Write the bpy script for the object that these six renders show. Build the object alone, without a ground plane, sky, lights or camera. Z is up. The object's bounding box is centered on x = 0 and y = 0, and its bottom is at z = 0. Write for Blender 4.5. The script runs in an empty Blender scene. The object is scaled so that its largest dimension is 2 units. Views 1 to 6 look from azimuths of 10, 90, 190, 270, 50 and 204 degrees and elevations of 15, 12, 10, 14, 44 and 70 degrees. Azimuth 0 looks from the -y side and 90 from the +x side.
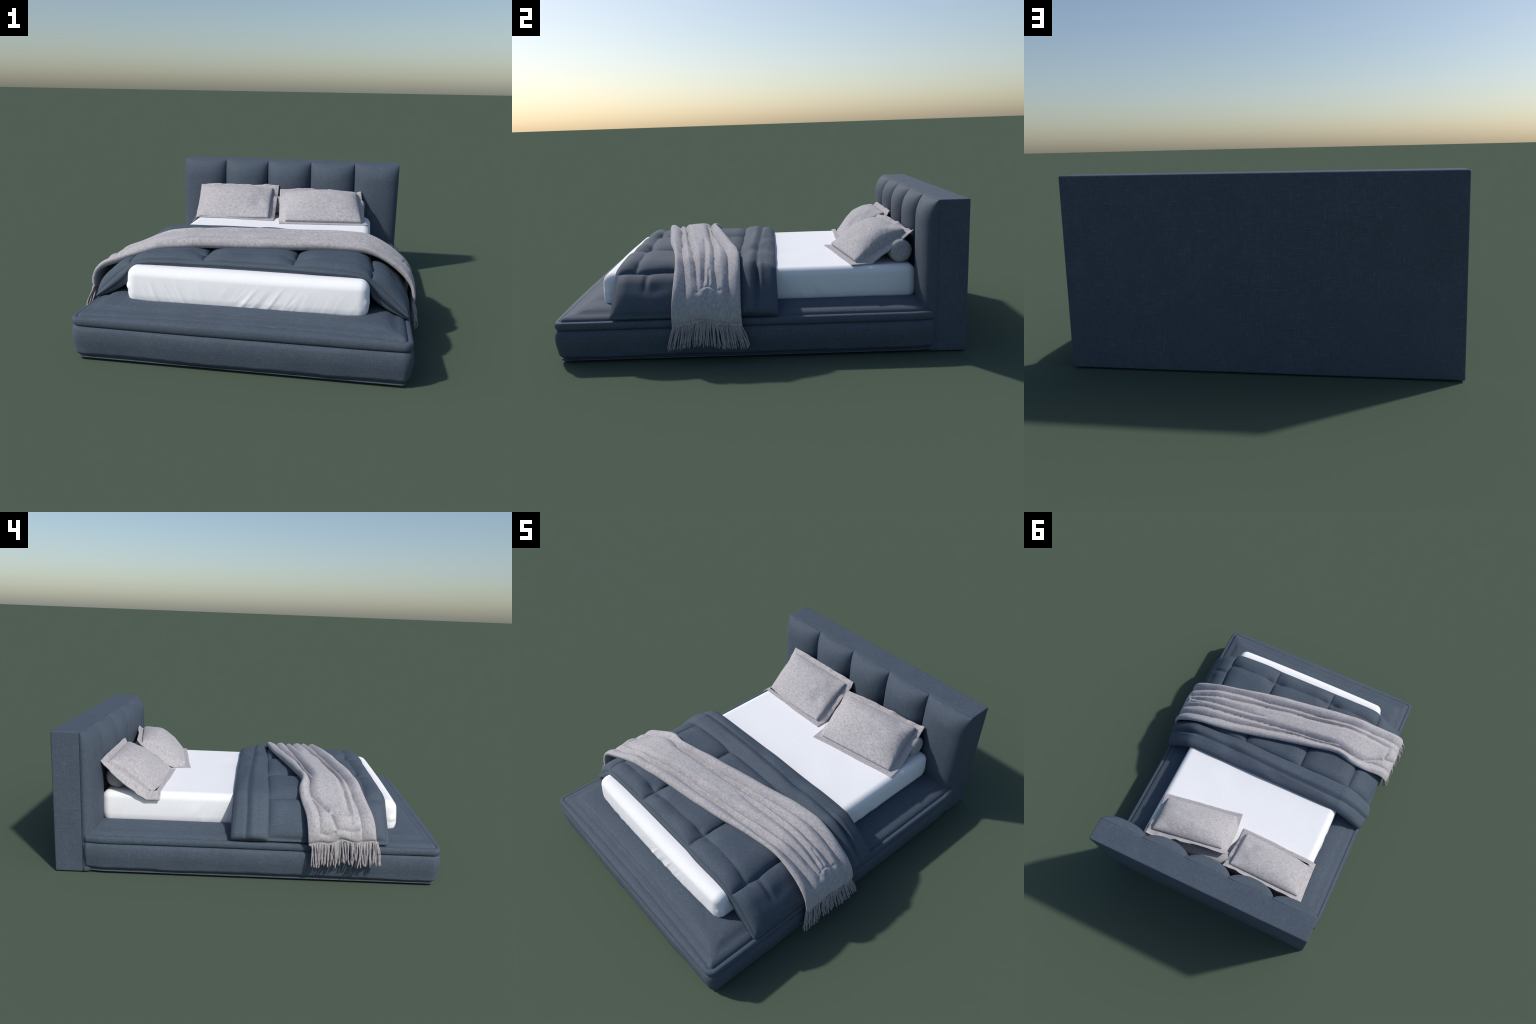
# Upholstered double bed: frame with channelled headboard, mattress, quilted
# duvet with a turned-back fold, fringed throw, two flanged pillows, bolster.
import bpy, math
import numpy as np
from mathutils import Vector

RNG = np.random.RandomState(7)
PI = math.pi

# ------------------------------------------------------------------ helpers
_LAT = np.random.RandomState(11).rand(64, 64, 64)


def vnoise(x, y, z=0.0):
    """Smooth value noise in -1..1, vectorised."""
    x, y, z = np.broadcast_arrays(np.asarray(x, float), np.asarray(y, float), np.asarray(z, float))
    xi, yi, zi = np.floor(x).astype(int), np.floor(y).astype(int), np.floor(z).astype(int)
    fx, fy, fz = x - xi, y - yi, z - zi
    fx, fy, fz = [f * f * f * (f * (f * 6 - 15) + 10) for f in (fx, fy, fz)]
    out = 0
    for a in (0, 1):
        for b in (0, 1):
            for c in (0, 1):
                w = (fx if a else 1 - fx) * (fy if b else 1 - fy) * (fz if c else 1 - fz)
                out = out + w * _LAT[(xi + a) % 64, (yi + b) % 64, (zi + c) % 64]
    return out * 2 - 1


def smooth(e0, e1, x):
    t = np.clip((np.asarray(x, float) - e0) / (e1 - e0), 0, 1)
    return t * t * (3 - 2 * t)


def gauss(x, c, w):
    return np.exp(-((np.asarray(x, float) - c) / w) ** 2)


def dome(d, r):
    """Quarter-circle rise from a seam: 0 at the seam, 1 beyond r."""
    t = np.clip(np.asarray(d, float) / r, 0, 1)
    return np.sqrt(np.clip(1 - (1 - t) ** 2, 0, 1))


def spline(points, n):
    """Catmull-Rom through control points, resampled evenly by length."""
    p = np.array(points, float)
    q = np.vstack([2 * p[0] - p[1], p, 2 * p[-1] - p[-2]])
    out = []
    for i in range(1, len(q) - 2):
        t = np.linspace(0, 1, 24, endpoint=False)[:, None]
        a, b, c, d = q[i - 1], q[i], q[i + 1], q[i + 2]
        out.append(0.5 * (2 * b + (c - a) * t + (2 * a - 5 * b + 4 * c - d) * t ** 2
                          + (3 * b - a - 3 * c + d) * t ** 3))
    out = np.vstack(out + [p[-1:]])
    s = np.r_[0, np.cumsum(np.linalg.norm(np.diff(out, axis=0), axis=1))]
    si = np.linspace(0, s[-1], n)
    return np.stack([np.interp(si, s, out[:, k]) for k in range(out.shape[1])], 1), si


def pw(xs, ys, x):
    """Smooth-ish piecewise curve through control values."""
    pts, _ = spline(list(zip(xs, ys)), 400)
    return np.interp(x, pts[:, 0], pts[:, 1])


def add_object(name, me, parent=None, mat=None):
    ob = bpy.data.objects.new(name, me)
    bpy.context.scene.collection.objects.link(ob)
    if mat and not me.materials:
        me.materials.append(mat)
    if parent:
        ob.parent = parent
    return ob


def mesh_from(name, verts, faces, sm=True):
    me = bpy.data.meshes.new(name)
    me.from_pydata([tuple(v) for v in np.asarray(verts, float).tolist()], [], faces)
    me.update()
    if sm:
        me.polygons.foreach_set("use_smooth", [True] * len(me.polygons))
    return me


def loft(name, grid, wrap=True, caps=True, flip=False):
    """grid: (nu, nv, 3); rings along v (closed if wrap), skinned along u."""
    g = np.asarray(grid, float)
    nu, nv, _ = g.shape
    faces = []
    m = nv if wrap else nv - 1
    for i in range(nu - 1):
        for j in range(m):
            k = (j + 1) % nv
            faces.append((i * nv + j, i * nv + k, (i + 1) * nv + k, (i + 1) * nv + j))
    if wrap and caps:
        faces.append(tuple(range(nv - 1, -1, -1)))
        faces.append(tuple((nu - 1) * nv + j for j in range(nv)))
    if flip:
        faces = [tuple(reversed(f)) for f in faces]
    me = mesh_from(name, g.reshape(-1, 3), faces)
    fix_normals(me)
    return me


def fix_normals(me):
    import bmesh
    bm = bmesh.new()
    bm.from_mesh(me)
    bmesh.ops.recalc_face_normals(bm, faces=bm.faces)
    bm.to_mesh(me)
    bm.free()


def path_normals(p):
    t = np.gradient(p, axis=0)
    t /= np.linalg.norm(t, axis=1)[:, None]
    return np.stack([-t[:, 1], t[:, 0]], 1)


def seg_dist(px, py, pts):
    """Distance of points to a polyline (2D) and the position along it 0..1."""
    best = np.full(px.shape, 1e9)
    along = np.zeros(px.shape)
    pts = np.array(pts, float)
    ln = np.r_[0, np.cumsum(np.linalg.norm(np.diff(pts, axis=0), axis=1))]
    for (a, b), l0, l1 in zip(zip(pts[:-1], pts[1:]), ln[:-1], ln[1:]):
        d = b - a
        t = np.clip(((px - a[0]) * d[0] + (py - a[1]) * d[1]) / (d @ d), 0, 1)
        q = np.hypot(px - a[0] - t * d[0], py - a[1] - t * d[1])
        hit = q < best
        best = np.where(hit, q, best)
        along = np.where(hit, (l0 + t * (l1 - l0)) / ln[-1], along)
    return best, along


# ---------------------------------------------------------------- materials
def new_mat(name):
    m = bpy.data.materials.new(name)
    m.use_nodes = True
    nt = m.node_tree
    nt.nodes.clear()
    out = nt.nodes.new("ShaderNodeOutputMaterial")
    bs = nt.nodes.new("ShaderNodeBsdfPrincipled")
    nt.links.new(bs.outputs[0], out.inputs[0])
    return m, nt, bs


def node(nt, kind, inputs=None, **props):
    n = nt.nodes.new(kind)
    for k, v in props.items():
        setattr(n, k, v)
    for k, v in (inputs or {}).items():
        if hasattr(v, "is_output"):
            nt.links.new(v, n.inputs[k])
        else:
            n.inputs[k].default_value = v
    return n


def ramp(nt, fac, stops):
    n = node(nt, "ShaderNodeValToRGB", {"Fac": fac})
    el = n.color_ramp.elements
    while len(el) < len(stops):
        el.new(0.5)
    for e, (pos, col) in zip(el, stops):
        e.position = pos
        e.color = (*col, 1) if len(col) == 3 else col
    return n.outputs["Color"]


def mix(nt, fac, a, b, mode="MIX"):
    n = node(nt, "ShaderNodeMix", data_type="RGBA", blend_type=mode)
    for sock, v in ((n.inputs["Factor"], fac), (n.inputs[6], a), (n.inputs[7], b)):
        if hasattr(v, "is_output"):
            nt.links.new(v, sock)
        else:
            sock.default_value = v if isinstance(v, float) else (*v, 1)
    return n.outputs[2]


def stretched_noise(nt, coord, scale, detail=2.0, rough=0.5):
    mp = node(nt, "ShaderNodeMapping", {"Vector": coord, "Scale": scale})
    return node(nt, "ShaderNodeTexNoise",
                {"Vector": mp.outputs[0], "Scale": 1.0, "Detail": detail, "Roughness": rough}).outputs["Fac"]


def linen_material():
    m, nt, bs = new_mat("navy_linen")
    co = node(nt, "ShaderNodeTexCoord").outputs["Object"]
    base = (0.060, 0.082, 0.114)
    dark = (0.048, 0.066, 0.093)
    pale = (0.075, 0.099, 0.134)
    # woven threads: noise drawn out along each axis in turn
    th = [stretched_noise(nt, co, s, 2.0, 0.6) for s in
          ((40, 380, 380), (380, 40, 380), (380, 380, 40))]
    prod = node(nt, "ShaderNodeMath", {0: th[0], 1: th[1]}, operation="ADD").outputs[0]
    prod = node(nt, "ShaderNodeMath", {0: prod, 1: th[2]}, operation="ADD").outputs[0]
    prod = node(nt, "ShaderNodeMath", {0: prod, 1: 1 / 3.0}, operation="MULTIPLY").outputs[0]
    col = ramp(nt, prod, [(0.40, dark), (0.50, base), (0.60, pale)])
    # sparse pale slubs
    for s in ((22, 340, 340), (340, 22, 340), (340, 340, 22)):
        f = stretched_noise(nt, co, s, 1.0, 0.4)
        f = ramp(nt, f, [(0.66, (0, 0, 0)), (0.80, (0.36, 0.36, 0.36))])
        col = mix(nt, f, col, (0.16, 0.21, 0.27))
    # tiny bright fleck
    fl = node(nt, "ShaderNodeTexNoise", {"Vector": co, "Scale": 300.0, "Detail": 1.0}).outputs["Fac"]
    fl = ramp(nt, fl, [(0.66, (0, 0, 0)), (0.78, (0.38, 0.38, 0.38))])
    col = mix(nt, fl, col, (0.17, 0.22, 0.27))
    # broad uneven dye
    br = node(nt, "ShaderNodeTexNoise", {"Vector": co, "Scale": 7.0, "Detail": 3.0}).outputs["Fac"]
    br = ramp(nt, br, [(0.35, (0.96, 0.96, 0.965)), (0.65, (1.04, 1.04, 1.035))])
    col = mix(nt, 1.0, col, br, "MULTIPLY")
    nt.links.new(col, bs.inputs["Base Color"])
    bs.inputs["Roughness"].default_value = 0.80
    bs.inputs["Specular IOR Level"].default_value = 0.42
    bs.inputs["Sheen Weight"].default_value = 0.0
    bs.inputs["Sheen Roughness"].default_value = 0.5
    bp = node(nt, "ShaderNodeBump", {"Height": prod, "Strength": 0.25, "Distance": 0.002})
    nt.links.new(bp.outputs[0], bs.inputs["Normal"])
    return m


def sheet_material():
    m, nt, bs = new_mat("white_cotton")
    co = node(nt, "ShaderNodeTexCoord").outputs["Object"]
    f = node(nt, "ShaderNodeTexNoise", {"Vector": co, "Scale": 260.0, "Detail": 2.0}).outputs["Fac"]
    col = ramp(nt, f, [(0.35, (0.83, 0.84, 0.87)), (0.65, (0.89, 0.90, 0.92))])
    nt.links.new(col, bs.inputs["Base Color"])
    bs.inputs["Roughness"].default_value = 0.8
    bs.inputs["Specular IOR Level"].default_value = 0.2
    bp = node(nt, "ShaderNodeBump", {"Height": f, "Strength": 0.12, "Distance": 0.001})
    nt.links.new(bp.outputs[0], bs.inputs["Normal"])
    return m


def wool_material(name, dark, mid, light, grain=(60, 140, 60)):
    m, nt, bs = new_mat(name)
    co = node(nt, "ShaderNodeTexCoord").outputs["Object"]
    warp = node(nt, "ShaderNodeTexNoise", {"Vector": co, "Scale": 22.0, "Detail": 2.0}).outputs["Color"]
    wv = node(nt, "ShaderNodeVectorMath", {0: warp, 1: (0.5, 0.5, 0.5)}, operation="SUBTRACT").outputs[0]
    wv = node(nt, "ShaderNodeVectorMath", {0: wv, "Scale": 0.03}, operation="SCALE").outputs[0]
    co2 = node(nt, "ShaderNodeVectorMath", {0: co, 1: wv}, operation="ADD").outputs[0]
    mp = node(nt, "ShaderNodeMapping", {"Vector": co2, "Rotation": (0.5, 0.4, 0.6), "Scale": grain})
    f1 = node(nt, "ShaderNodeTexNoise", {"Vector": mp.outputs[0], "Scale": 1.0, "Detail": 4.0,
                                          "Roughness": 0.62}).outputs["Fac"]
    col = ramp(nt, f1, [(0.34, dark), (0.5, mid), (0.68, light)])
    f2 = node(nt, "ShaderNodeTexNoise", {"Vector": co, "Scale": 330.0, "Detail": 2.0}).outputs["Fac"]
    f2 = ramp(nt, f2, [(0.3, (0.86, 0.86, 0.86)), (0.7, (1.12, 1.12, 1.12))])
    col = mix(nt, 1.0, col, f2, "MULTIPLY")
    nt.links.new(col, bs.inputs["Base Color"])
    bs.inputs["Roughness"].default_value = 0.95
    bs.inputs["Specular IOR Level"].default_value = 0.1
    bs.inputs["Sheen Weight"].default_value = 0.15
    bs.inputs["Sheen Roughness"].default_value = 0.6
    bp = node(nt, "ShaderNodeBump", {"Height": f1, "Strength": 0.18, "Distance": 0.002})
    nt.links.new(bp.outputs[0], bs.inputs["Normal"])
    return m


LINEN = linen_material()
SHEET = sheet_material()
WOOL = wool_material("grey_melange_wool", (0.335, 0.322, 0.338), (0.420, 0.404, 0.424), (0.485, 0.470, 0.488))
FRINGE = wool_material("grey_fringe_yarn", (0.24, 0.225, 0.235), (0.33, 0.31, 0.325), (0.40, 0.38, 0.39), (90, 90, 90))


def thing(name, label, category):
    e = bpy.data.objects.new(name, None)
    bpy.context.scene.collection.objects.link(e)
    e["label"] = label
    e["category"] = category
    return e


def tag(ob, label, category):
    ob["label"] = label
    ob["category"] = category


# ---------------------------------------------------------------- bed frame
bed = thing("upholstered_bed", "low navy linen bed with channel padded headboard", "bed")

X_OUT, Y_FOOT, Y_HEAD = 0.752, -0.982, 0.840
NS, NC, NF = 150, 14, 150


def u_path(inset, r0=0.040):
    """U-shaped run: +x side, foot corner, foot, corner, -x side, at an inset."""
    xh, yf = X_OUT - inset, Y_FOOT + inset
    r = max(r0 - inset, 0.006 + 0.75 * max(inset - 0.045, 0))
    side = np.linspace(Y_HEAD, yf + r, NS)
    ang = np.linspace(0, -PI / 2, NC)
    foot = np.linspace(xh - r, -(xh - r), NF)
    pts = [(xh, y) for y in side]
    pts += [(xh - r + r * math.cos(a), yf + r + r * math.sin(a)) for a in ang[1:-1]]
    pts += [(x, yf) for x in foot]
    pts += [(-(xh - r) - r * math.cos(a), yf + r + r * math.sin(a)) for a in ang[::-1][1:-1]]
    pts += [(-xh, y) for y in side[::-1]]
    return np.array(pts)


def u_arrays():
    n = 2 * NS + NF + 2 * (NC - 2)
    k = np.arange(n)
    foot = np.zeros(n)
    i0 = NS + NC - 2
    foot[i0:i0 + NF] = np.sin(np.linspace(0, PI, NF)) ** 0.5
    side = np.zeros(n)
    side[:NS] = np.sin(np.linspace(0, PI, NS)) ** 0.5
    side[-NS:] = side[:NS][::-1]
    global U_TAPER
    yy = u_path(0.0)[:, 1]
    U_TAPER = 0.011 * smooth(.74, .84, yy)
    p = np.concatenate([[0], np.cumsum(np.linalg.norm(np.diff(u_path(0.0), axis=0), axis=1))])
    return p, foot, side


U_P, U_FOOT, U_SIDE = u_arrays()


def sweep_u(name, prof):
    """prof: list of functions/arrays giving (inset per path point, z per point)."""
    n = len(U_P)
    ref = {}
    rows = []
    for d, z in prof:
        d = np.broadcast_to(np.asarray(d, float), (n,)) + U_TAPER
        z = np.broadcast_to(np.asarray(z, float), (n,))
        # interpolate between two inset paths so the inset can vary along the run
        lo, hi = float(d.min()), float(d.max())
        a = u_path(lo)
        if hi - lo > 1e-6:
            b = u_path(hi)
            t = ((d - lo) / (hi - lo))[:, None]
            a = a * (1 - t) + b * t
        rows.append(np.column_stack([a, z]))
    g = np.stack(rows, 1)
    return loft(name, g)


# lower upholstered base: bulging sides that curl under to a thin bottom welt
curl = 0.036 + 0.008 * vnoise(U_P * 6.0, 3.3) + 0.003 * vnoise(U_P * 25.0, 8.1)
bul = 0.003 * U_SIDE + 0.006 * U_FOOT
lump = 0.0022 * vnoise(U_P * 9, 1.7)
prof = [(0.30, 0.160), (0.03, 0.169), (0.016, 0.168), (0.006, 0.164), (-0.001 - bul * .5, 0.160)]
for z, o in ((0.152, .0055), (0.14, .009), (0.12, .0105), (0.10, .0095), (0.08, .0065), (0.064, .003)):
    prof.append((-o - bul + lump * (1 + z), z))
for t in np.linspace(0, 1, 9):
    zc = curl + 0.008
    z = zc + (0.0160 - zc) * t
    prof.append((0.000 - bul * (1 - t) + 0.030 * (t ** 2.2) + lump * (1 - t), z))
for a in np.linspace(PI * 0.62, -PI * 0.62, 9):      # bottom welt
    prof.append((0.0135 - 0.0026 * math.cos(a), 0.0130 + 0.0026 * math.sin(a)))
prof += [(0.04, 0.009), (0.30, 0.009)]
add_object("bed_base", sweep_u("bed_base", prof), bed, LINEN)

# cushioned ledge over the base with a flanged, stitched rim
fm = U_FOOT
wob = 0.002 * vnoise(U_P * 5.0, 5.5)
pk = 0.0035 * np.clip(vnoise(U_P * 28.0, 2.5), 0, 1) * np.clip(vnoise(U_P * 3.0, 9.5) + .4, 0, 1)
prof = [(0.30, 0.172), (0.03, 0.170), (0.006, 0.1665 + wob * .4)]
cz, rh = 0.1845, 0.0185
for a in np.linspace(-PI * 0.42, PI * 0.40, 12):
    prof.append((0.0045 - 0.0105 * math.cos(a) - 0.005 * fm, cz + wob + 0.003 * fm + (rh + .004 * fm) * math.sin(a)))
gz = 0.2045 + 0.012 * fm
gd = 0.019 + 0.016 * fm
prof += [(gd * .62, gz + 0.0005), (gd * .82, gz - 0.0005), (gd, gz - 0.0035 + .0040 * fm), (gd + 0.003, gz - 0.001 + pk * .4)]
for d, h in ((0.005, .004), (0.009, .0085), (0.015, .0125), (0.024, .0165), (0.036, .019), (0.055, .021)):
    prof.append((gd + d, gz + h * (1 - .55 * fm) + pk * math.exp(-d / .012)))
for d, zc in ((0.08, .2345), (0.10, .2415), (0.13, .2450), (0.155, .2440), (0.175, .2400), (0.195, .234), (0.215, .231), (0.26, .228), (0.30, .225)):
    prof.append((d + .008, zc + 0.0015 + 0.0035 * fm + 0.0010 * vnoise(U_P * 6.0, d * 7)))
add_object("base_cushion", sweep_u("base_cushion", prof), bed, LINEN)

# headboard: plain back slab
HX, HZ, HF, HBK = 0.736, 0.738, 0.853, 0.998


def rounded_box(name, lo, hi, r, n=(40, 12, 24)):
    """Box with rounded edges: a dense cube pulled onto a rounded surface."""
    lo, hi = np.array(lo, float), np.array(hi, float)
    import bmesh
    verts, faces, idx = [], [], {}

    def ax(k):
        t = np.linspace(lo[k] + r, hi[k] - r, n[k])
        e = r * (1 - np.cos(np.linspace(0, PI / 2, 6)))
        return np.concatenate([lo[k] + np.linspace(0, r, 6)[:-1], t, (hi[k] - np.linspace(0, r, 6)[::-1])[1:]])
    axes = [ax(0), ax(1), ax(2)]

    def vid(p):
        key = tuple(np.round(p, 6))
        if key not in idx:
            idx[key] = len(verts)
            verts.append(p)
        return idx[key]
    for k in range(3):
        i, j = (k + 1) % 3, (k + 2) % 3
        for val in (lo[k], hi[k]):
            for a in range(len(axes[i]) - 1):
                for b in range(len(axes[j]) - 1):
                    q = []
                    for da, db in ((0, 0), (1, 0), (1, 1), (0, 1)):
                        p = [0, 0, 0]
                        p[k], p[i], p[j] = val, axes[i][a + da], axes[j][b + db]
                        q.append(vid(tuple(p)))
                    faces.append(q if val == hi[k] else q[::-1])
    v = np.array(verts)
    core = np.clip(v, lo + r, hi - r)
    d = v - core
    ln = np.linalg.norm(d, axis=1)
    # cube shell -> rounded shell
    nrm = d / np.maximum(ln, 1e-9)[:, None]
    v = core + nrm * r
    return v, nrm, faces


v, _, f = rounded_box("headboard", (-HX, HF, 0.002), (HX, HBK, HZ), 0.007, (60, 12, 40))
v[:, 1] += np.where(v[:, 1] > .95, 0.0008 * vnoise(v[:, 0] * 5, v[:, 2] * 5), 0)
headboard = add_object("headboard", mesh_from("headboard", v, f), bed, LINEN)

# five vertical padded channels on its front
PW = 2 * HX / 5
for k in range(5):
    nx, nz = 49, 90
    a = np.linspace(-1, 1, nx)
    a = np.sign(a) * (1 - (1 - np.abs(a)) ** 1.6)          # denser at the edges
    zt = np.concatenate([np.linspace(0.003, 0.62, 50), 0.62 + (HZ - 0.002 - 0.62) * np.sin(np.linspace(0, PI / 2, 41)[1:])])
    A, Z = np.meshgrid(a, zt)
    cx = -HX + PW * (k + 0.5)
    inner = 0.012 + 0.064 * np.clip(1 - np.abs(A) ** 2.3, 0, 1) ** 0.62
    outer = 0.013 + 0.063 * np.clip(1 - np.abs(A) ** 3.0, 0, 1) ** 0.58
    D = inner.copy()
    if k == 0:
        D = np.where(A < 0, outer, inner)
    if k == 4:
        D = np.where(A > 0, outer, inner)
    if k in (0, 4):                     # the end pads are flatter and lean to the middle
        D = D * 0.87
    e = np.clip((HZ - 0.002 - Z) / 0.125, 0, 1)
    D = D * (1 - (1 - e) ** 2.4) ** 0.55
    D = D + 0.0012 * vnoise(A * 2 + k * 9, Z * 7) * (D > 0.01)
    x = cx + A * (PW / 2 - 0.0004)
    g = np.stack([x, HF - 0.0015 - D, Z], -1)
    back = g.copy()
    back[..., 1] = HF + 0.004
    ring = np.concatenate([g, back[:, ::-1][:, [0, -1]]], 1)
    add_object("headboard_panel", loft("headboard_panel", ring), headboard, LINEN)

# ----------------------------------------------------------------- mattress
MX, MY0, MY1, MZ0, MZ1 = 0.561, -0.772, 0.792, 0.205, 0.394
v, nrm, f = rounded_box("mattress", (-MX, MY0, MZ0), (MX, MY1, MZ1), 0.040, (170, 220, 34))
hz = (v[:, 2] - MZ0) / (MZ1 - MZ0)
low = 1 - smooth(0.35, 0.85, hz)
# sides belly out a little, tuck in at the bottom
nside = nrm.copy()
nside[:, 2] *= 0.1
belly = 0.006 * np.sin(np.clip(hz, 0, 1) * PI) - 0.010 * (1 - smooth(0, .35, hz))
v = v + nside * belly[:, None]
# the foot end swells toward its lower middle
v[:, 1] -= np.where(nrm[:, 1] < -.2, 1, 0) * (0.008 + 0.014 * np.clip(1 - (v[:, 0] / MX) ** 2, 0, 1) ** .6) * np.clip(1.15 - .55 * hz, 0, 1.2) * np.clip(-nrm[:, 1], 0, 1)


def wrinkles(u, z, slant, seed):
    w = u + slant * (z - MZ0) + 0.02 * vnoise(u * 6, z * 9, seed)
    r = 1 - np.abs(vnoise(w * 17, z * 3, seed))
    r2 = 1 - np.abs(vnoise(w * 38, z * 6, seed + 5))
    return (r ** 3 - 0.3) * 0.75 + (r2 ** 3 - .3) * 0.35


xs, ys = v[:, 0], v[:, 1]
mf = gauss(xs, -.34, .13) + gauss(xs, .02, .07) + .9 * gauss(xs, .2, .14) + .25
foot_w = wrinkles(xs, v[:, 2], np.where(xs < -.1, .45, -.75), 2.2) * mf * low * np.clip(-nrm[:, 1], 0, 1)
ms = gauss(ys, .25, .09) + gauss(ys, .72, .07) + .8 * gauss(ys, .33, .05) + .15
side_w = wrinkles(ys, v[:, 2], .5, 6.6) * ms * low * np.abs(nrm[:, 0]) * np.where(xs < 0, 1, .6)
v = v + nrm * ((foot_w + side_w) * 0.0046)[:, None]
# upright corner tucks at the foot
for sx in (-1, 1):
    c = np.hypot(xs - sx * (MX - .004), ys - (MY0 + .012))
    v = v + nrm * (0.004 * gauss(c, .012, .010) * low * (1 + vnoise(v[:, 2] * 40, sx)))[:, None]
# soft unevenness of the top
v[:, 2] += np.where(nrm[:, 2] > .5, 0.0012 * vnoise(xs * 6, ys * 6), 0)
mattress = add_object("mattress", mesh_from("mattress", v, f), None, SHEET)
fix_normals(mattress.data)
tag(mattress, "thick white mattress with creased fitted sheet", "mattress")

# -------------------------------------------------------------------- duvet
NSD = 361
half = [(0, .425), (.12, .425), (.21, .423), (.34, .422), (.46, .416), (.53, .405), (.567, .388),
        (.615, .352), (.66, .312), (.705, .270), (.745, .232)]
full = [(-x, z) for x, z in half[:0:-1]] + half
DP, DS = spline(full, NSD)
DS = DS - DS[-1] / 2
DN = path_normals(DP)
DN *= np.sign(DN[NSD // 2, 1])
S_OF_X = lambda x: np.interp(x, DP[:, 0], DS)
S_END = DS[-1]
qhalf = [(0, .389), (.30, .389), (.50, .388), (.545, .375), (.566, .33), (.582, .300), (.61, .274), (.66, .244), (.70, .226), (.735, .213)]
DQ, _ = spline([(-x, z) for x, z in qhalf[:0:-1]] + qhalf, NSD)

YD0, YD1 = -0.700, -0.070
ny = 150
yv = np.concatenate([YD0 + 0.08 * (np.linspace(0, 1, 40) ** 1.8), np.linspace(YD0 + .085, YD1, ny - 40)])
Sg, Yg = np.meshgrid(DS, yv)
seams = [S_OF_X(x) for x in (-.567, -.212, .215, .570)]


def duvet_height(S, Y):
    wob = 0.004 * vnoise(Y * 9, S * 2, 3.1)
    dl = np.min([np.abs(S + wob - s) for s in seams], axis=0)
    dend = np.clip(S_END - np.abs(S), 0, 1)
    side = np.abs(S) > seams[-1]
    pl = np.where(side, dome(dl, .085), dome(dl, .10))
    pend = np.where(side, dome(dend, .10), 1)
    pf = dome(Y - YD0, .065)
    ph = dome(np.clip(-0.088 - Y, 0, 1), .06)
    H = np.where(side, .041, .034)
    h = H * pl * pend * pf * (0.15 + 0.85 * ph)
    # transverse tuft line near the foot, deepest beside the seams
    tl = -0.602 + 0.012 * vnoise(S * 5, 7.7) - .010 * gauss(S, -.19, .1)
    st = np.where(side, .30, .50) * (0.55 + 0.45 * vnoise(S * 9, 4.4)) + .55 * gauss(dl, 0.03, .045)
    h = h - h * np.clip(st, 0, .85) * np.exp(-np.abs(Y - tl) / .020) * ~side
    # side panels: upright tuck and soft dents
    tk = gauss(Y, -.545, .014) * side * gauss(dl, .05, .06)
    h = h - .010 * tk
    h = h - .006 * gauss(np.hypot(Y + .50, (np.abs(S) - .70) * 1.2), .0, .05) * side
    # puckers running off the seams
    pk = vnoise(Y * 46, S * 9, 8.8) * np.exp(-dl / .03) * .0014
    h = h + pk * pf + 0.0028 * vnoise(S * 9, Y * 9, 1.1) * pl * pf
    return np.maximum(h, 0)


Hd = duvet_height(Sg, Yg)
drop = -0.016 * smooth(-.70, -.15, Yg)                   # lies a little lower to the head
outer = np.stack([DP[None, :, 0] + DN[None, :, 0] * Hd, Yg + 0 * Sg, DP[None, :, 1] + drop * (np.abs(DP[None, :, 0]) < 9) * np.clip(1.25 - np.abs(Sg) / S_END, 0, 1) + DN[None, :, 1] * Hd], -1)
# gentle in-and-out of the side hem
wave = 0.006 * vnoise(Yg * 7, np.sign(Sg) * 3.0) * smooth(.6, .86, np.abs(Sg) / S_END)
outer[..., 0] += np.sign(Sg) * wave
outer[..., 1] += 0.004 * vnoise(Sg * 6, 2.0) * (1 - smooth(YD0, YD0 + .1, Yg))
inner = np.stack([np.broadcast_to(DQ[None, :, 0], Sg.shape), Yg, np.broadcast_to(DQ[None, :, 1], Sg.shape)], -1).copy()
inner[..., 1] = np.maximum(inner[..., 1], YD0 + 0.004)


def hem(o, q, side):
    """Rounded side hem between the outer and the inner skin."""
    rows = []
    for t in np.linspace(0, 1, 8)[1:-1]:
        p = o * (1 - t) + q * t
        p = p + np.array([side, 0, -.5]) * 0.012 * math.sin(PI * t)
        rows.append(p)
    return np.stack(rows, 1)


ring = np.concatenate([outer, hem(outer[:, -1], inner[:, -1], 1), inner[:, ::-1], hem(inner[:, 0], outer[:, 0], -1)], 1)
# rounded foot hem: rows ahead of the first ring that shrink toward the middle of the edge
pre = []
first = ring[0]
no = outer.shape[1]
nh = 6
partner = first.copy()
partner[:no] = inner[0]
mid = (outer[0] + inner[0]) / 2
midring = np.concatenate([mid, np.repeat(mid[-1:], nh, 0), mid[::-1], np.repeat(mid[:1], nh, 0)], 0)
for t in np.linspace(0, 1, 9)[:-1]:
    w = math.sqrt(1 - (1 - t) ** 2)
    r = midring * (1 - w) + first * w
    r[:, 1] = first[:, 1] - 0.016 * (1 - t) ** 1.0
    pre.append(r)
ring = np.concatenate([np.stack(pre), ring], 0)
duvet = add_object("duvet", loft("duvet", ring), None, LINEN)
tag(duvet, "puffy navy quilted duvet with turned back edge", "bedding")

# seam piping along the foot edge
pts = outer[0] + np.array([0, -0.0005, -0.0005])


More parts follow.
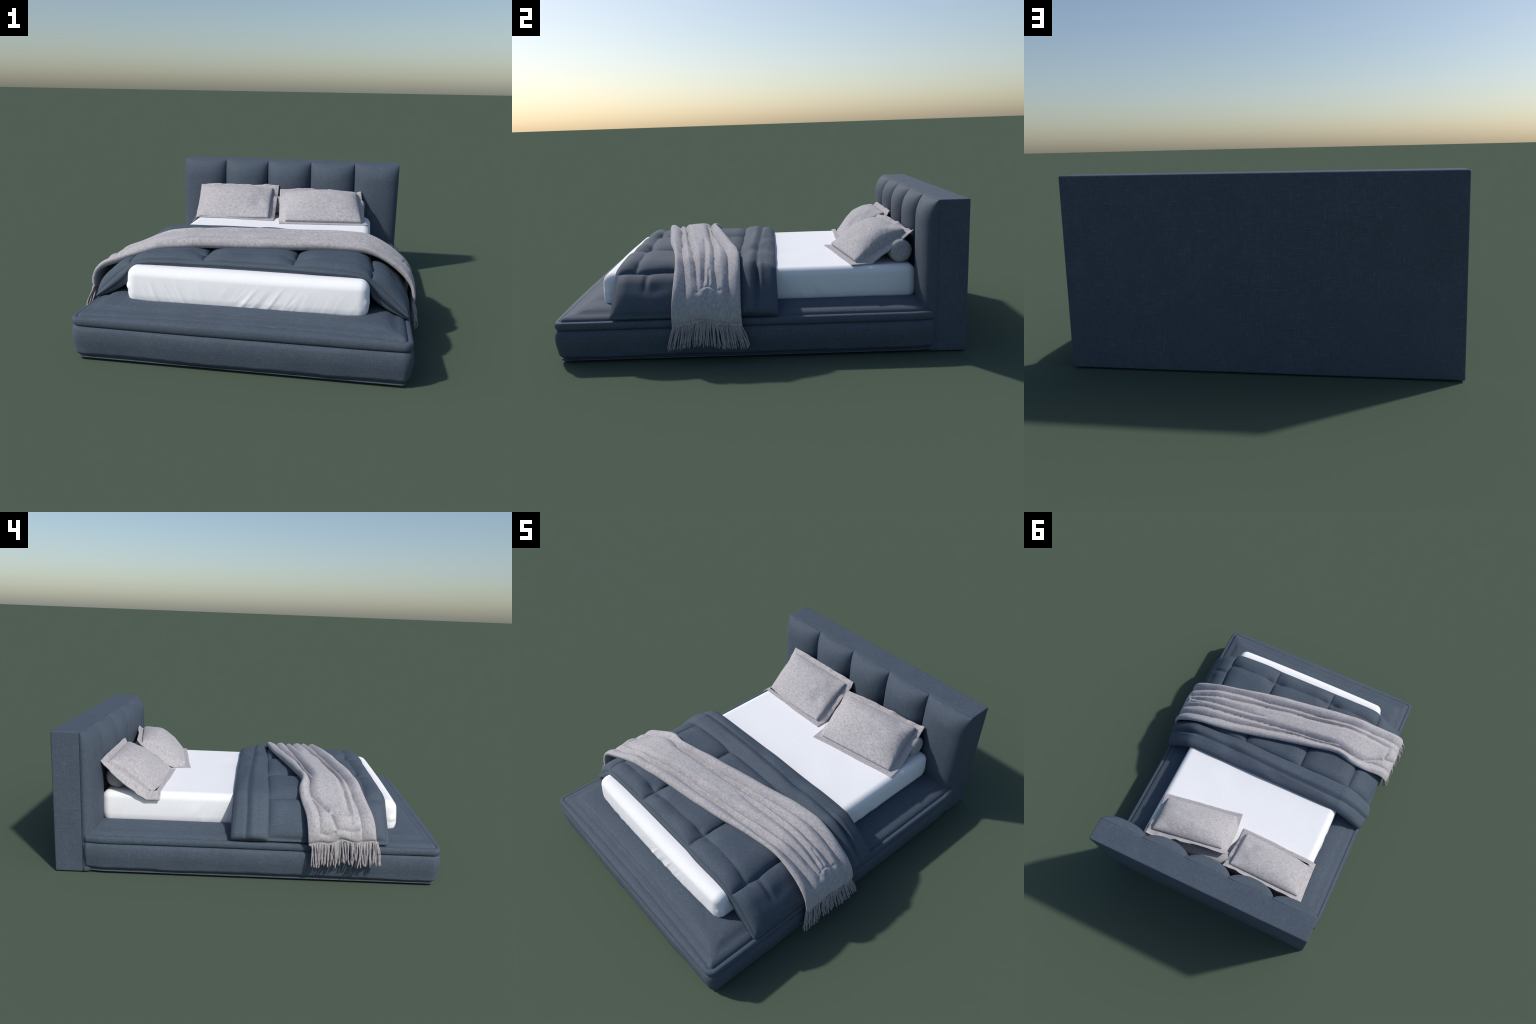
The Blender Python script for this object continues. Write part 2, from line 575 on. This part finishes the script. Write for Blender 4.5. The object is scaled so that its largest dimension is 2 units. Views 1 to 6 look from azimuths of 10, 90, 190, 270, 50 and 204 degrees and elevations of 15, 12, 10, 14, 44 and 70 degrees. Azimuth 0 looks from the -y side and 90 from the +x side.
def tube(name, pts, r, n=8):
    pts = np.asarray(pts)
    t = np.gradient(pts, axis=0)
    t /= np.linalg.norm(t, axis=1)[:, None]
    up = np.where(np.abs(t[:, 1:2]) > .9, np.array([[1., 0, 0]]), np.array([[0, 1., 0]]))
    a = np.cross(t, up)
    a /= np.linalg.norm(a, axis=1)[:, None]
    b = np.cross(t, a)
    th = np.linspace(0, 2 * PI, n, endpoint=False)
    rr = np.broadcast_to(np.asarray(r, float), (len(pts),))[:, None, None]
    g = pts[:, None] + rr * (np.cos(th)[None, :, None] * a[:, None] + np.sin(th)[None, :, None] * b[:, None])
    return loft(name, g)


add_object("duvet_piping", tube("duvet_piping", pts[::2], 0.0024), duvet, LINEN)

# turned-back fold: a padded double roll swept across the bed
fhalf = [(0, .391), (.12, .390), (.30, .387), (.46, .385), (.53, .379), (.567, .372), (.615, .336), (.66, .296), (.70, .258), (.728, .228), (.742, .206)]
FP, FS = spline([(-x, z) for x, z in fhalf[:0:-1]] + fhalf, NSD)
FS = FS - FS[-1] / 2
FN = path_normals(FP)
FN *= np.sign(FN[NSD // 2, 1])
sec = spline([(-.070, -.012), (-.094, .004), (-.100, .022), (-.090, .042), (-.066, .054), (-.036, .057), (-.012, .054),
              (.004, .0505), (.020, .049), (.044, .047), (.068, .042), (.086, .029), (.092, .012), (.086, -.008),
              (.074, -.019), (.04, -.021), (-.02, -.021)], 90)[0]
rows = []
f_end = FS[-1]
for i in range(NSD):
    s = FS[i]
    a = abs(s)
    yy, hh = sec[:, 0].copy(), sec[:, 1].copy()
    # lengthwise wander, puckers and pinches
    top = smooth(.02, .045, hh)
    sgn = np.sign(s)
    k = smooth(f_end - .03, f_end, a)
    yy = yy + 0.004 * float(vnoise(s * 5, 1.0)) * top
    hh = hh + top * 0.005 * vnoise(s * 8, yy * 16, 5.0)
    hh = hh + top * 0.0012 * vnoise(s * 3, yy * 60, 2.0)
    # deep groove on the +x flank, shallower elsewhere
    pos = 0.5 + 0.5 * math.tanh(s / .25)
    gy = .016 - .022 * pos
    gd_ = .005 - .002 * float(gauss(s, 0, .3)) + (.018 * float(gauss(s, .60, .06)) + .012 * float(gauss(s, .70, .08)) if s > 0 else 0)
    hh = hh - gd_ * gauss(yy, gy + .006 * float(vnoise(s * 4, 3.3)), .010) * top
    hh = hh + (.006 * gauss(yy, gy - .03, .02) + (.005 * float(gauss(s, .57, .07)) * gauss(yy, -.05, .03) if s > 0 else 0)) * top
    # swell on the flanks
    hh = hh + np.where(hh > 0, .006 * float(gauss(a, .66, .10)), 0)
    # close the end
    sh = math.sqrt(max(1 - float(np.clip((a - (f_end - .028)) / .028, 0, 1)) ** 2, 0.0))
    hh = (hh - .012) * max(sh, .03) + .012
    yc = 0.0
    yy = yc + (yy - yc) * (0.93 + .07 * sh) + 0.006 * float(smooth(.5, .9, a)) * (yy > 0)
    P = np.stack([FP[i, 0] + FN[i, 0] * hh, yy, FP[i, 1] + FN[i, 1] * hh], 1)
    rows.append(P)
add_object("duvet_fold", loft("duvet_fold", np.stack(rows)), duvet, LINEN)

# -------------------------------------------------------------------- throw
t_right = [(0, .455), (.15, .454), (.30, .453), (.42, .450), (.50, .446), (.556, .437), (.62, .413), (.68, .377), (.735, .331), (.772, .283), (.787, .233), (.788, .178)]
t_left = [(-.15, .456), (-.30, .455), (-.42, .446), (-.52, .426), (-.60, .399), (-.67, .369), (-.733, .339), (-.770, .306), (-.784, .276), (-.788, .25), (-.788, .212)]
NT = 420
TP, TS = spline(t_left[::-1] + t_right, NT)
i0 = int(np.argmin(np.abs(TP[:, 0])))
TS = TS - TS[i0]
TN = path_normals(TP)
TN *= np.sign(TN[i0, 1])
S_POS, S_NEG = TS[-1], TS[0]
# edges of the throw along its length (y at foot side, y at head side)
ex = [S_NEG, -.88, -.76, -.62, -.52, -.40, -.22, 0, .19, .376, .556, .70, .85, S_POS]
yf_ = [-.655, -.640, -.625, -.605, -.592, -.577, -.549, -.517, -.485, -.443, -.412, -.405, -.408, -.410]
yh_ = [-.309, -.300, -.288, -.262, -.256, -.274, -.237, -.190, -.147, -.108, -.088, -.083, -.080, -.077]
YF, YH = pw(ex, yf_, TS), pw(ex, yh_, TS)

# creases: (points in (s, v), depth, radius); v runs foot 0 -> head 1
W = 0.33
CR = [
    # long folds
    ([(-.93, .22), (-.80, .21), (-.68, .18), (-.5, .2), (-.2, .22), (.2, .19), (.4, .13), (.55, .13), (.74, .17), (.90, .19)], 1.0, .034),
    ([(-.74, .345), (-.62, .31), (-.4, .32), (-.1, .33), (.2, .31), (.5, .285), (.69, .335), (.78, .38)], 1.0, .03),
    ([(.10, .56), (.25, .53), (.38, .49), (.58, .46), (.755, .45)], .8, .030, 0.0),
    ([(.62, .515), (.75, .53)], .5, .018, 0.0),
    ([(.755, .635), (.60, .60), (.35, .63), (.1, .70), (-.2, .76), (-.4, .80)], 1.0, .030),
    ([(-.84, .83), (-.66, .81), (-.58, .83), (-.45, .85), (-.30, .84), (-.05, .80), (.15, .82), (.35, .81), (.58, .81), (.74, .81), (.90, .83)], 1.0, .034),
    # gathers where the panels end on the flanks
    ([(-.74, .345), (-.735, .50), (-.73, .65)], .9, .030),
    ([(-.73, .65), (-.66, .74), (-.58, .83)], .9, .026),
    ([(-.73, .65), (-.80, .60), (-.83, .57)], .7, .022),
    ([(-.84, .83), (-.845, .70), (-.835, .58)], .8, .026),
    ([(-.835, .56), (-.835, .40), (-.82, .22)], .7, .028),
    ([(-.87, .55), (-.93, .56)], .8, .03),
    ([(.775, .36), (.755, .45), (.75, .53), (.765, .64), (.77, .72)], .40, .026),
    ([(.765, .52), (.83, .51)], .45, .024),
    ([(.90, .19), (.915, .19)], .2, .02),
]
nv = 121
vv = 0.5 - 0.5 * np.cos(np.linspace(0, PI, nv))
vv = 0.6 * vv + 0.4 * np.linspace(0, 1, nv)
Sg, Vg = np.meshgrid(TS, vv, indexing="ij")
wobv = 0.012 * vnoise(Sg * 7, Vg * 3, 2.0)
prod = np.ones(Sg.shape)
for pts, w, r, *soft in CR:
    d, al = seg_dist(Sg, (Vg + wobv) * W, [(s, t * W) for s, t in pts])
    fl0 = soft[0] if soft else .55
    fade = np.minimum(smooth(0, .25, al) + fl0, smooth(0, .15, 1 - al) + .55).clip(0, 1)
    t = np.clip(d / (r * 1.2), 0, 1)
    prod = np.minimum(prod, 1 - w * fade * (1 - np.sin(t * PI / 2) ** .68))
edge = dome(np.minimum(Vg, 1 - Vg) * W, .026)
hang = smooth(.80, .93, np.where(Sg > 0, Sg / S_POS, Sg / S_NEG))
Ht = (0.038 - 0.012 * smooth(.45, .65, np.abs(Sg))) * (1 - .16 * smooth(.05, .3, Sg)) * prod * (0.25 + .30 * smooth(.5, .7, -Sg) + (0.75 - .30 * smooth(.5, .7, -Sg)) * edge)
Ht = Ht * (1 - .45 * hang) + 0.003 * vnoise(Sg * 11, Vg * 5, 6.0) + .0035 * vnoise(Sg * 4, Vg * 9, 3.0) * (1 - hang)
# rows thin to the woven hem
hem_d = np.where(Sg > 0, S_POS - Sg, Sg - S_NEG)
Ht = Ht * (0.35 + .65 * dome(hem_d - .012, .05)) - .004 * gauss(hem_d, .014, .007)
Yt = YF[:, None] * (1 - Vg) + YH[:, None] * Vg
# hem line rises and dips
rise = np.where(Sg > 0, .022 * gauss(Vg, .42, .22) - .002, .024 * (1 - Vg) + .014 * gauss(Vg, .52, .12) + .004 * np.sin(Vg * 17))
shift = rise * smooth(.7, 1.0, np.where(Sg > 0, Sg / S_POS, Sg / S_NEG))
top = np.stack([TP[:, None, 0] + TN[:, None, 0] * Ht, Yt, TP[:, None, 1] + TN[:, None, 1] * Ht + shift], -1)
# the throw never sinks into the duvet below it: lift it clear where the quilting puffs up
dz = np.stack([np.interp(top[..., 0], outer[k, :, 0], outer[k, :, 2]) for k in range(0, len(yv), 3)], 0)
yk = yv[::3]
kf = np.interp(top[..., 1], yk, np.arange(len(yk)))
k0 = np.clip(np.floor(kf).astype(int), 0, len(yk) - 2)
wk = kf - k0
I, J = np.indices(kf.shape)
under_z = dz[k0, I, J] * (1 - wk) + dz[k0 + 1, I, J] * wk
need = under_z + .003 + .50 * Ht
gap = (need - top[..., 2]) * (np.abs(top[..., 0]) < .62)
lift = np.log1p(np.exp(np.clip(gap / .003, -30, 30))) * .003 * (1 - smooth(.56, .64, np.abs(top[..., 0])))
top[..., 2] += lift
bot = np.stack([TP[:, None, 0] - TN[:, None, 0] * .007 + 0 * Ht, Yt, TP[:, None, 1] - TN[:, None, 1] * .007 + shift], -1)
bot[:, :, 1] = Yt * .96 + .04 * Yt.mean(axis=1, keepdims=True)
ring = np.concatenate([top, bot[:, ::-1]], 1)
throw = add_object("throw_blanket", loft("throw_blanket", ring), None, WOOL)
tag(throw, "grey wool throw with fringed ends across the bed", "blanket")

# fringe: twisted yarn tassels, a few shapes repeated with variation
variants = []
for k in range(14):
    rr = np.random.RandomState(100 + k)
    n = 10
    t = np.linspace(0, 1, n)
    L = 0.118 * (0.94 + .12 * rr.rand())
    bx, by = rr.uniform(-.005, .005), rr.uniform(-.006, .006)
    pts = np.stack([bx * np.sin(t * PI) + .0025 * np.sin(t * 6 + k), by * np.sin(t * PI * 1.2), -L * t], 1)
    rad = 0.0039 * (1 + .10 * np.sin(t * 40 + k)) * (1 - .12 * t)
    variants.append(tube("tassel", pts, rad, 7))
for end in (1, -1):
    row = top[-1] if end > 0 else top[0]
    under = bot[-1] if end > 0 else bot[0]
    line = (row + under) / 2
    N = 84
    rr = np.random.RandomState(31 if end > 0 else 47)
    for i in range(N):
        vpos = np.clip((i + .5 + rr.uniform(-.35, .35)) / N, 0.012, .988)
        p = np.array([np.interp(vpos, vv, line[:, c]) for c in range(3)])
        ob = add_object("tassel", variants[rr.randint(14)], throw, FRINGE)
        spread = (vpos - .45)
        if end > 0:
            lean_y = math.radians(-3 + 42 * max(spread, -.12) + rr.uniform(-4, 4) + (-6 if vpos < .12 else 0))
            lean_x = math.radians(rr.uniform(-3, 8) + 8)
        else:
            lean_y = math.radians(1 + 22 * (vpos - .5) * (vpos < .5) + 4 * math.sin(vpos * 11) + rr.uniform(-6, 6))
            lean_x = math.radians(rr.uniform(-3, 8) + (14 if vpos < .3 else 8))
        # lean_y tips the strand toward +y, lean_x tips it out from the bed
        ob.location = (p[0] + rr.uniform(-.004, .005) * end, p[1], p[2] + .008)
        ob.rotation_euler = (lean_y, -end * lean_x, 0)
        ob.scale = (1, 1, rr.uniform(.92, 1.06))

# ------------------------------------------------------------------ pillows


def pillow(name, corners, H, pin, pout, pbot, ptop, seed, fl=(.072, .105), sag=.04, dents=()):
    """corners: bottom-inner, bottom-outer, top-inner, top-outer of the flange.
    Body: padded dome inside a flat flange; p* set how boxy each side is."""
    bi, bo, ti, to = [np.array(c, float) for c in corners]
    n = 141
    t = np.linspace(0, 1, n)
    # denser around the flange seam
    a = t
    A, B = np.meshgrid(a, a, indexing="ij")
    base = ((1 - A) * (1 - B))[..., None] * bi + (A * (1 - B))[..., None] * bo + ((1 - A) * B)[..., None] * ti + (A * B)[..., None] * to
    nrm = np.cross(bo - bi + to - ti, ti - bi + to - bo)
    nrm /= np.linalg.norm(nrm)
    if nrm[2] < 0:
        nrm = -nrm
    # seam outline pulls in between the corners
    ua = np.clip((A - fl[0]) / (1 - 2 * fl[0]), 0, 1)
    ub = np.clip((B - fl[1]) / (1 - 2 * fl[1]), 0, 1)

    def side(u, p0, p1):
        w = 2 * u - 1
        p = np.where(w < 0, p0, p1)
        return np.clip(1 - np.abs(w) ** p, 0, 1)
    pa, pb = side(ua, pin, pout), side(ub ** 1.45, pbot, ptop)
    body = (pa ** .55) * (pb ** .55)
    inside = (pa > 0) & (pb > 0)
    rim = dome(np.minimum(np.minimum(ua, 1 - ua) * 1.4, np.minimum(ub, 1 - ub)), .045)
    df = np.minimum(np.minimum(A, 1 - A) / fl[0], np.minimum(B, 1 - B) / fl[1]).clip(0, 1)
    sg = sag * np.sin(PI * B ** .55) * (.15 + .85 * (1 - df))
    h = (H + sg) * (.86 * body + .14 * rim) - sg
    for ca, cb, wa, wb, dep in dents:
        h = h - dep * np.exp(-((A - ca) / wa) ** 2 - ((B - cb) / wb) ** 2) * body
    h = h + inside * body * (.006 * vnoise(A * 4, B * 4, seed) + .002 * vnoise(A * 11, B * 11, seed + 3))
    # puckers along the seam
    de = np.minimum(np.minimum(ua, 1 - ua) * 1.4, np.minimum(ub, 1 - ub))
    ring_pos = A * 31 + B * 37
    h = h + inside * .003 * vnoise(ring_pos, seed, 1.0) * np.exp(-de / .07) * smooth(0, .05, de)
    # flange ripples
    df = np.minimum(np.minimum(A, 1 - A) / fl[0], np.minimum(B, 1 - B) / fl[1]).clip(0, 1)
    rip = (.015 * vnoise(A * 5, B * 5, seed + 7) + .006 * vnoise(A * 13, B * 13, seed + 9)) * (1 - df)
    rip = rip * (0.35 + .65 * smooth(.15, .6, B))
    # stitch groove just inside the flange
    gro = .004 * np.exp(-((df - 1) / .12) ** 2) * (~inside)
    topv = base + nrm * (h + rip - gro)[..., None]
    # the padding swells out over its seam, leaving a shadowed crease above the flange
    prof_h = np.clip(.86 * body + .14 * rim, 0, 1)
    over = .008 * inside * smooth(0, .12, prof_h) * (1 - smooth(.15, .75, prof_h))
    da = np.where(A < .5, -1, 1) * np.exp(-np.minimum(ua, 1 - ua) / .07)
    db = np.where(B < .5, -1, 1) * np.exp(-np.minimum(ub, 1 - ub) / .09)
    ea = (bo - bi + to - ti)
    eb = (ti - bi + to - bo)
    ea, eb = ea / np.linalg.norm(ea), eb / np.linalg.norm(eb)
    topv = topv + (over * da)[..., None] * ea + (over * db)[..., None] * eb
    under = sg + .012 * (pa ** .5) * (pb ** .5) * smooth(.05, .6, B)
    botv = base + nrm * (-.0045 - under + rip)[..., None]
    # the flange rests on the mattress and droops past its edge
    for part, lifted in ((botv, 0.0), (topv, .0045)):
        floor = MZ1 + .002 + lifted - .05 * smooth(.548, .606, np.abs(part[..., 0]))
        part[..., 2] = np.maximum(part[..., 2], floor)
    verts = np.concatenate([topv.reshape(-1, 3), botv.reshape(-1, 3)])
    faces = []
    off = n * n
    for i in range(n - 1):
        for j in range(n - 1):
            q = (i * n + j, (i + 1) * n + j, (i + 1) * n + j + 1, i * n + j + 1)
            faces.append(q)
            faces.append(tuple(off + k for k in q[::-1]))
    border = [i * n for i in range(n)] + [(n - 1) * n + j for j in range(1, n)] + [i * n + n - 1 for i in range(n - 2, -1, -1)] + [j for j in range(n - 2, 0, -1)]
    for k in range(len(border)):
        p, q = border[k], border[(k + 1) % len(border)]
        faces.append((q, p, off + p, off + q))
    me = mesh_from(name, verts, faces)
    fix_normals(me)
    ob = add_object(name, me, None, WOOL)
    tag(ob, "soft grey wool pillow with a flat flanged edge", "pillow")
    return ob


# right-hand pillow (+x): boxy outer side; left-hand: softer
pillow("pillow", [(-.001, .382, .396), (.548, .470, .392), (-.043, .706, .562), (.493, .790, .563)], .080, 1.5, 4.5, 1.9, 1.9, 3.0, sag=.045,
       dents=[(.80, .80, .08, .10, .014), (.10, .45, .08, .25, .008), (.90, .12, .06, .08, .012)])
pillow("pillow", [(-.051, .463, .396), (-.588, .480, .352), (-.060, .778, .577), (-.604, .782, .570)], .076, 1.6, 2.0, 2.0, 1.9, 21.0, sag=.032,
       dents=[(.20, .38, .07, .14, .018), (.16, .75, .05, .12, .010), (.5, .9, .2, .06, .006)])

# bolster lying against the headboard
nb = 90
xs = np.concatenate([-.522 + .03 * (1 - np.cos(np.linspace(0, PI / 2, 12))), np.linspace(-.49, .49, nb), .522 - .03 * (1 - np.cos(np.linspace(PI / 2, 0, 12)))])
th = np.linspace(0, 2 * PI, 48, endpoint=False)
rows = []
for x in xs:
    e = np.clip((.522 - abs(x)) / .032, 0, 1)
    r = .059 * (0.42 + .58 * math.sqrt(1 - (1 - e) ** 2)) * (1 + .02 * vnoise(x * 8, th * 2, 1.0))
    rows.append(np.stack([np.full(48, x), .725 + r * np.cos(th), .4545 + r * np.sin(th) * (1 - .0 * th)], 1))
bol = add_object("bolster", loft("bolster", np.stack(rows)), None, WOOL)
tag(bol, "round grey wool bolster against the headboard", "bolster")
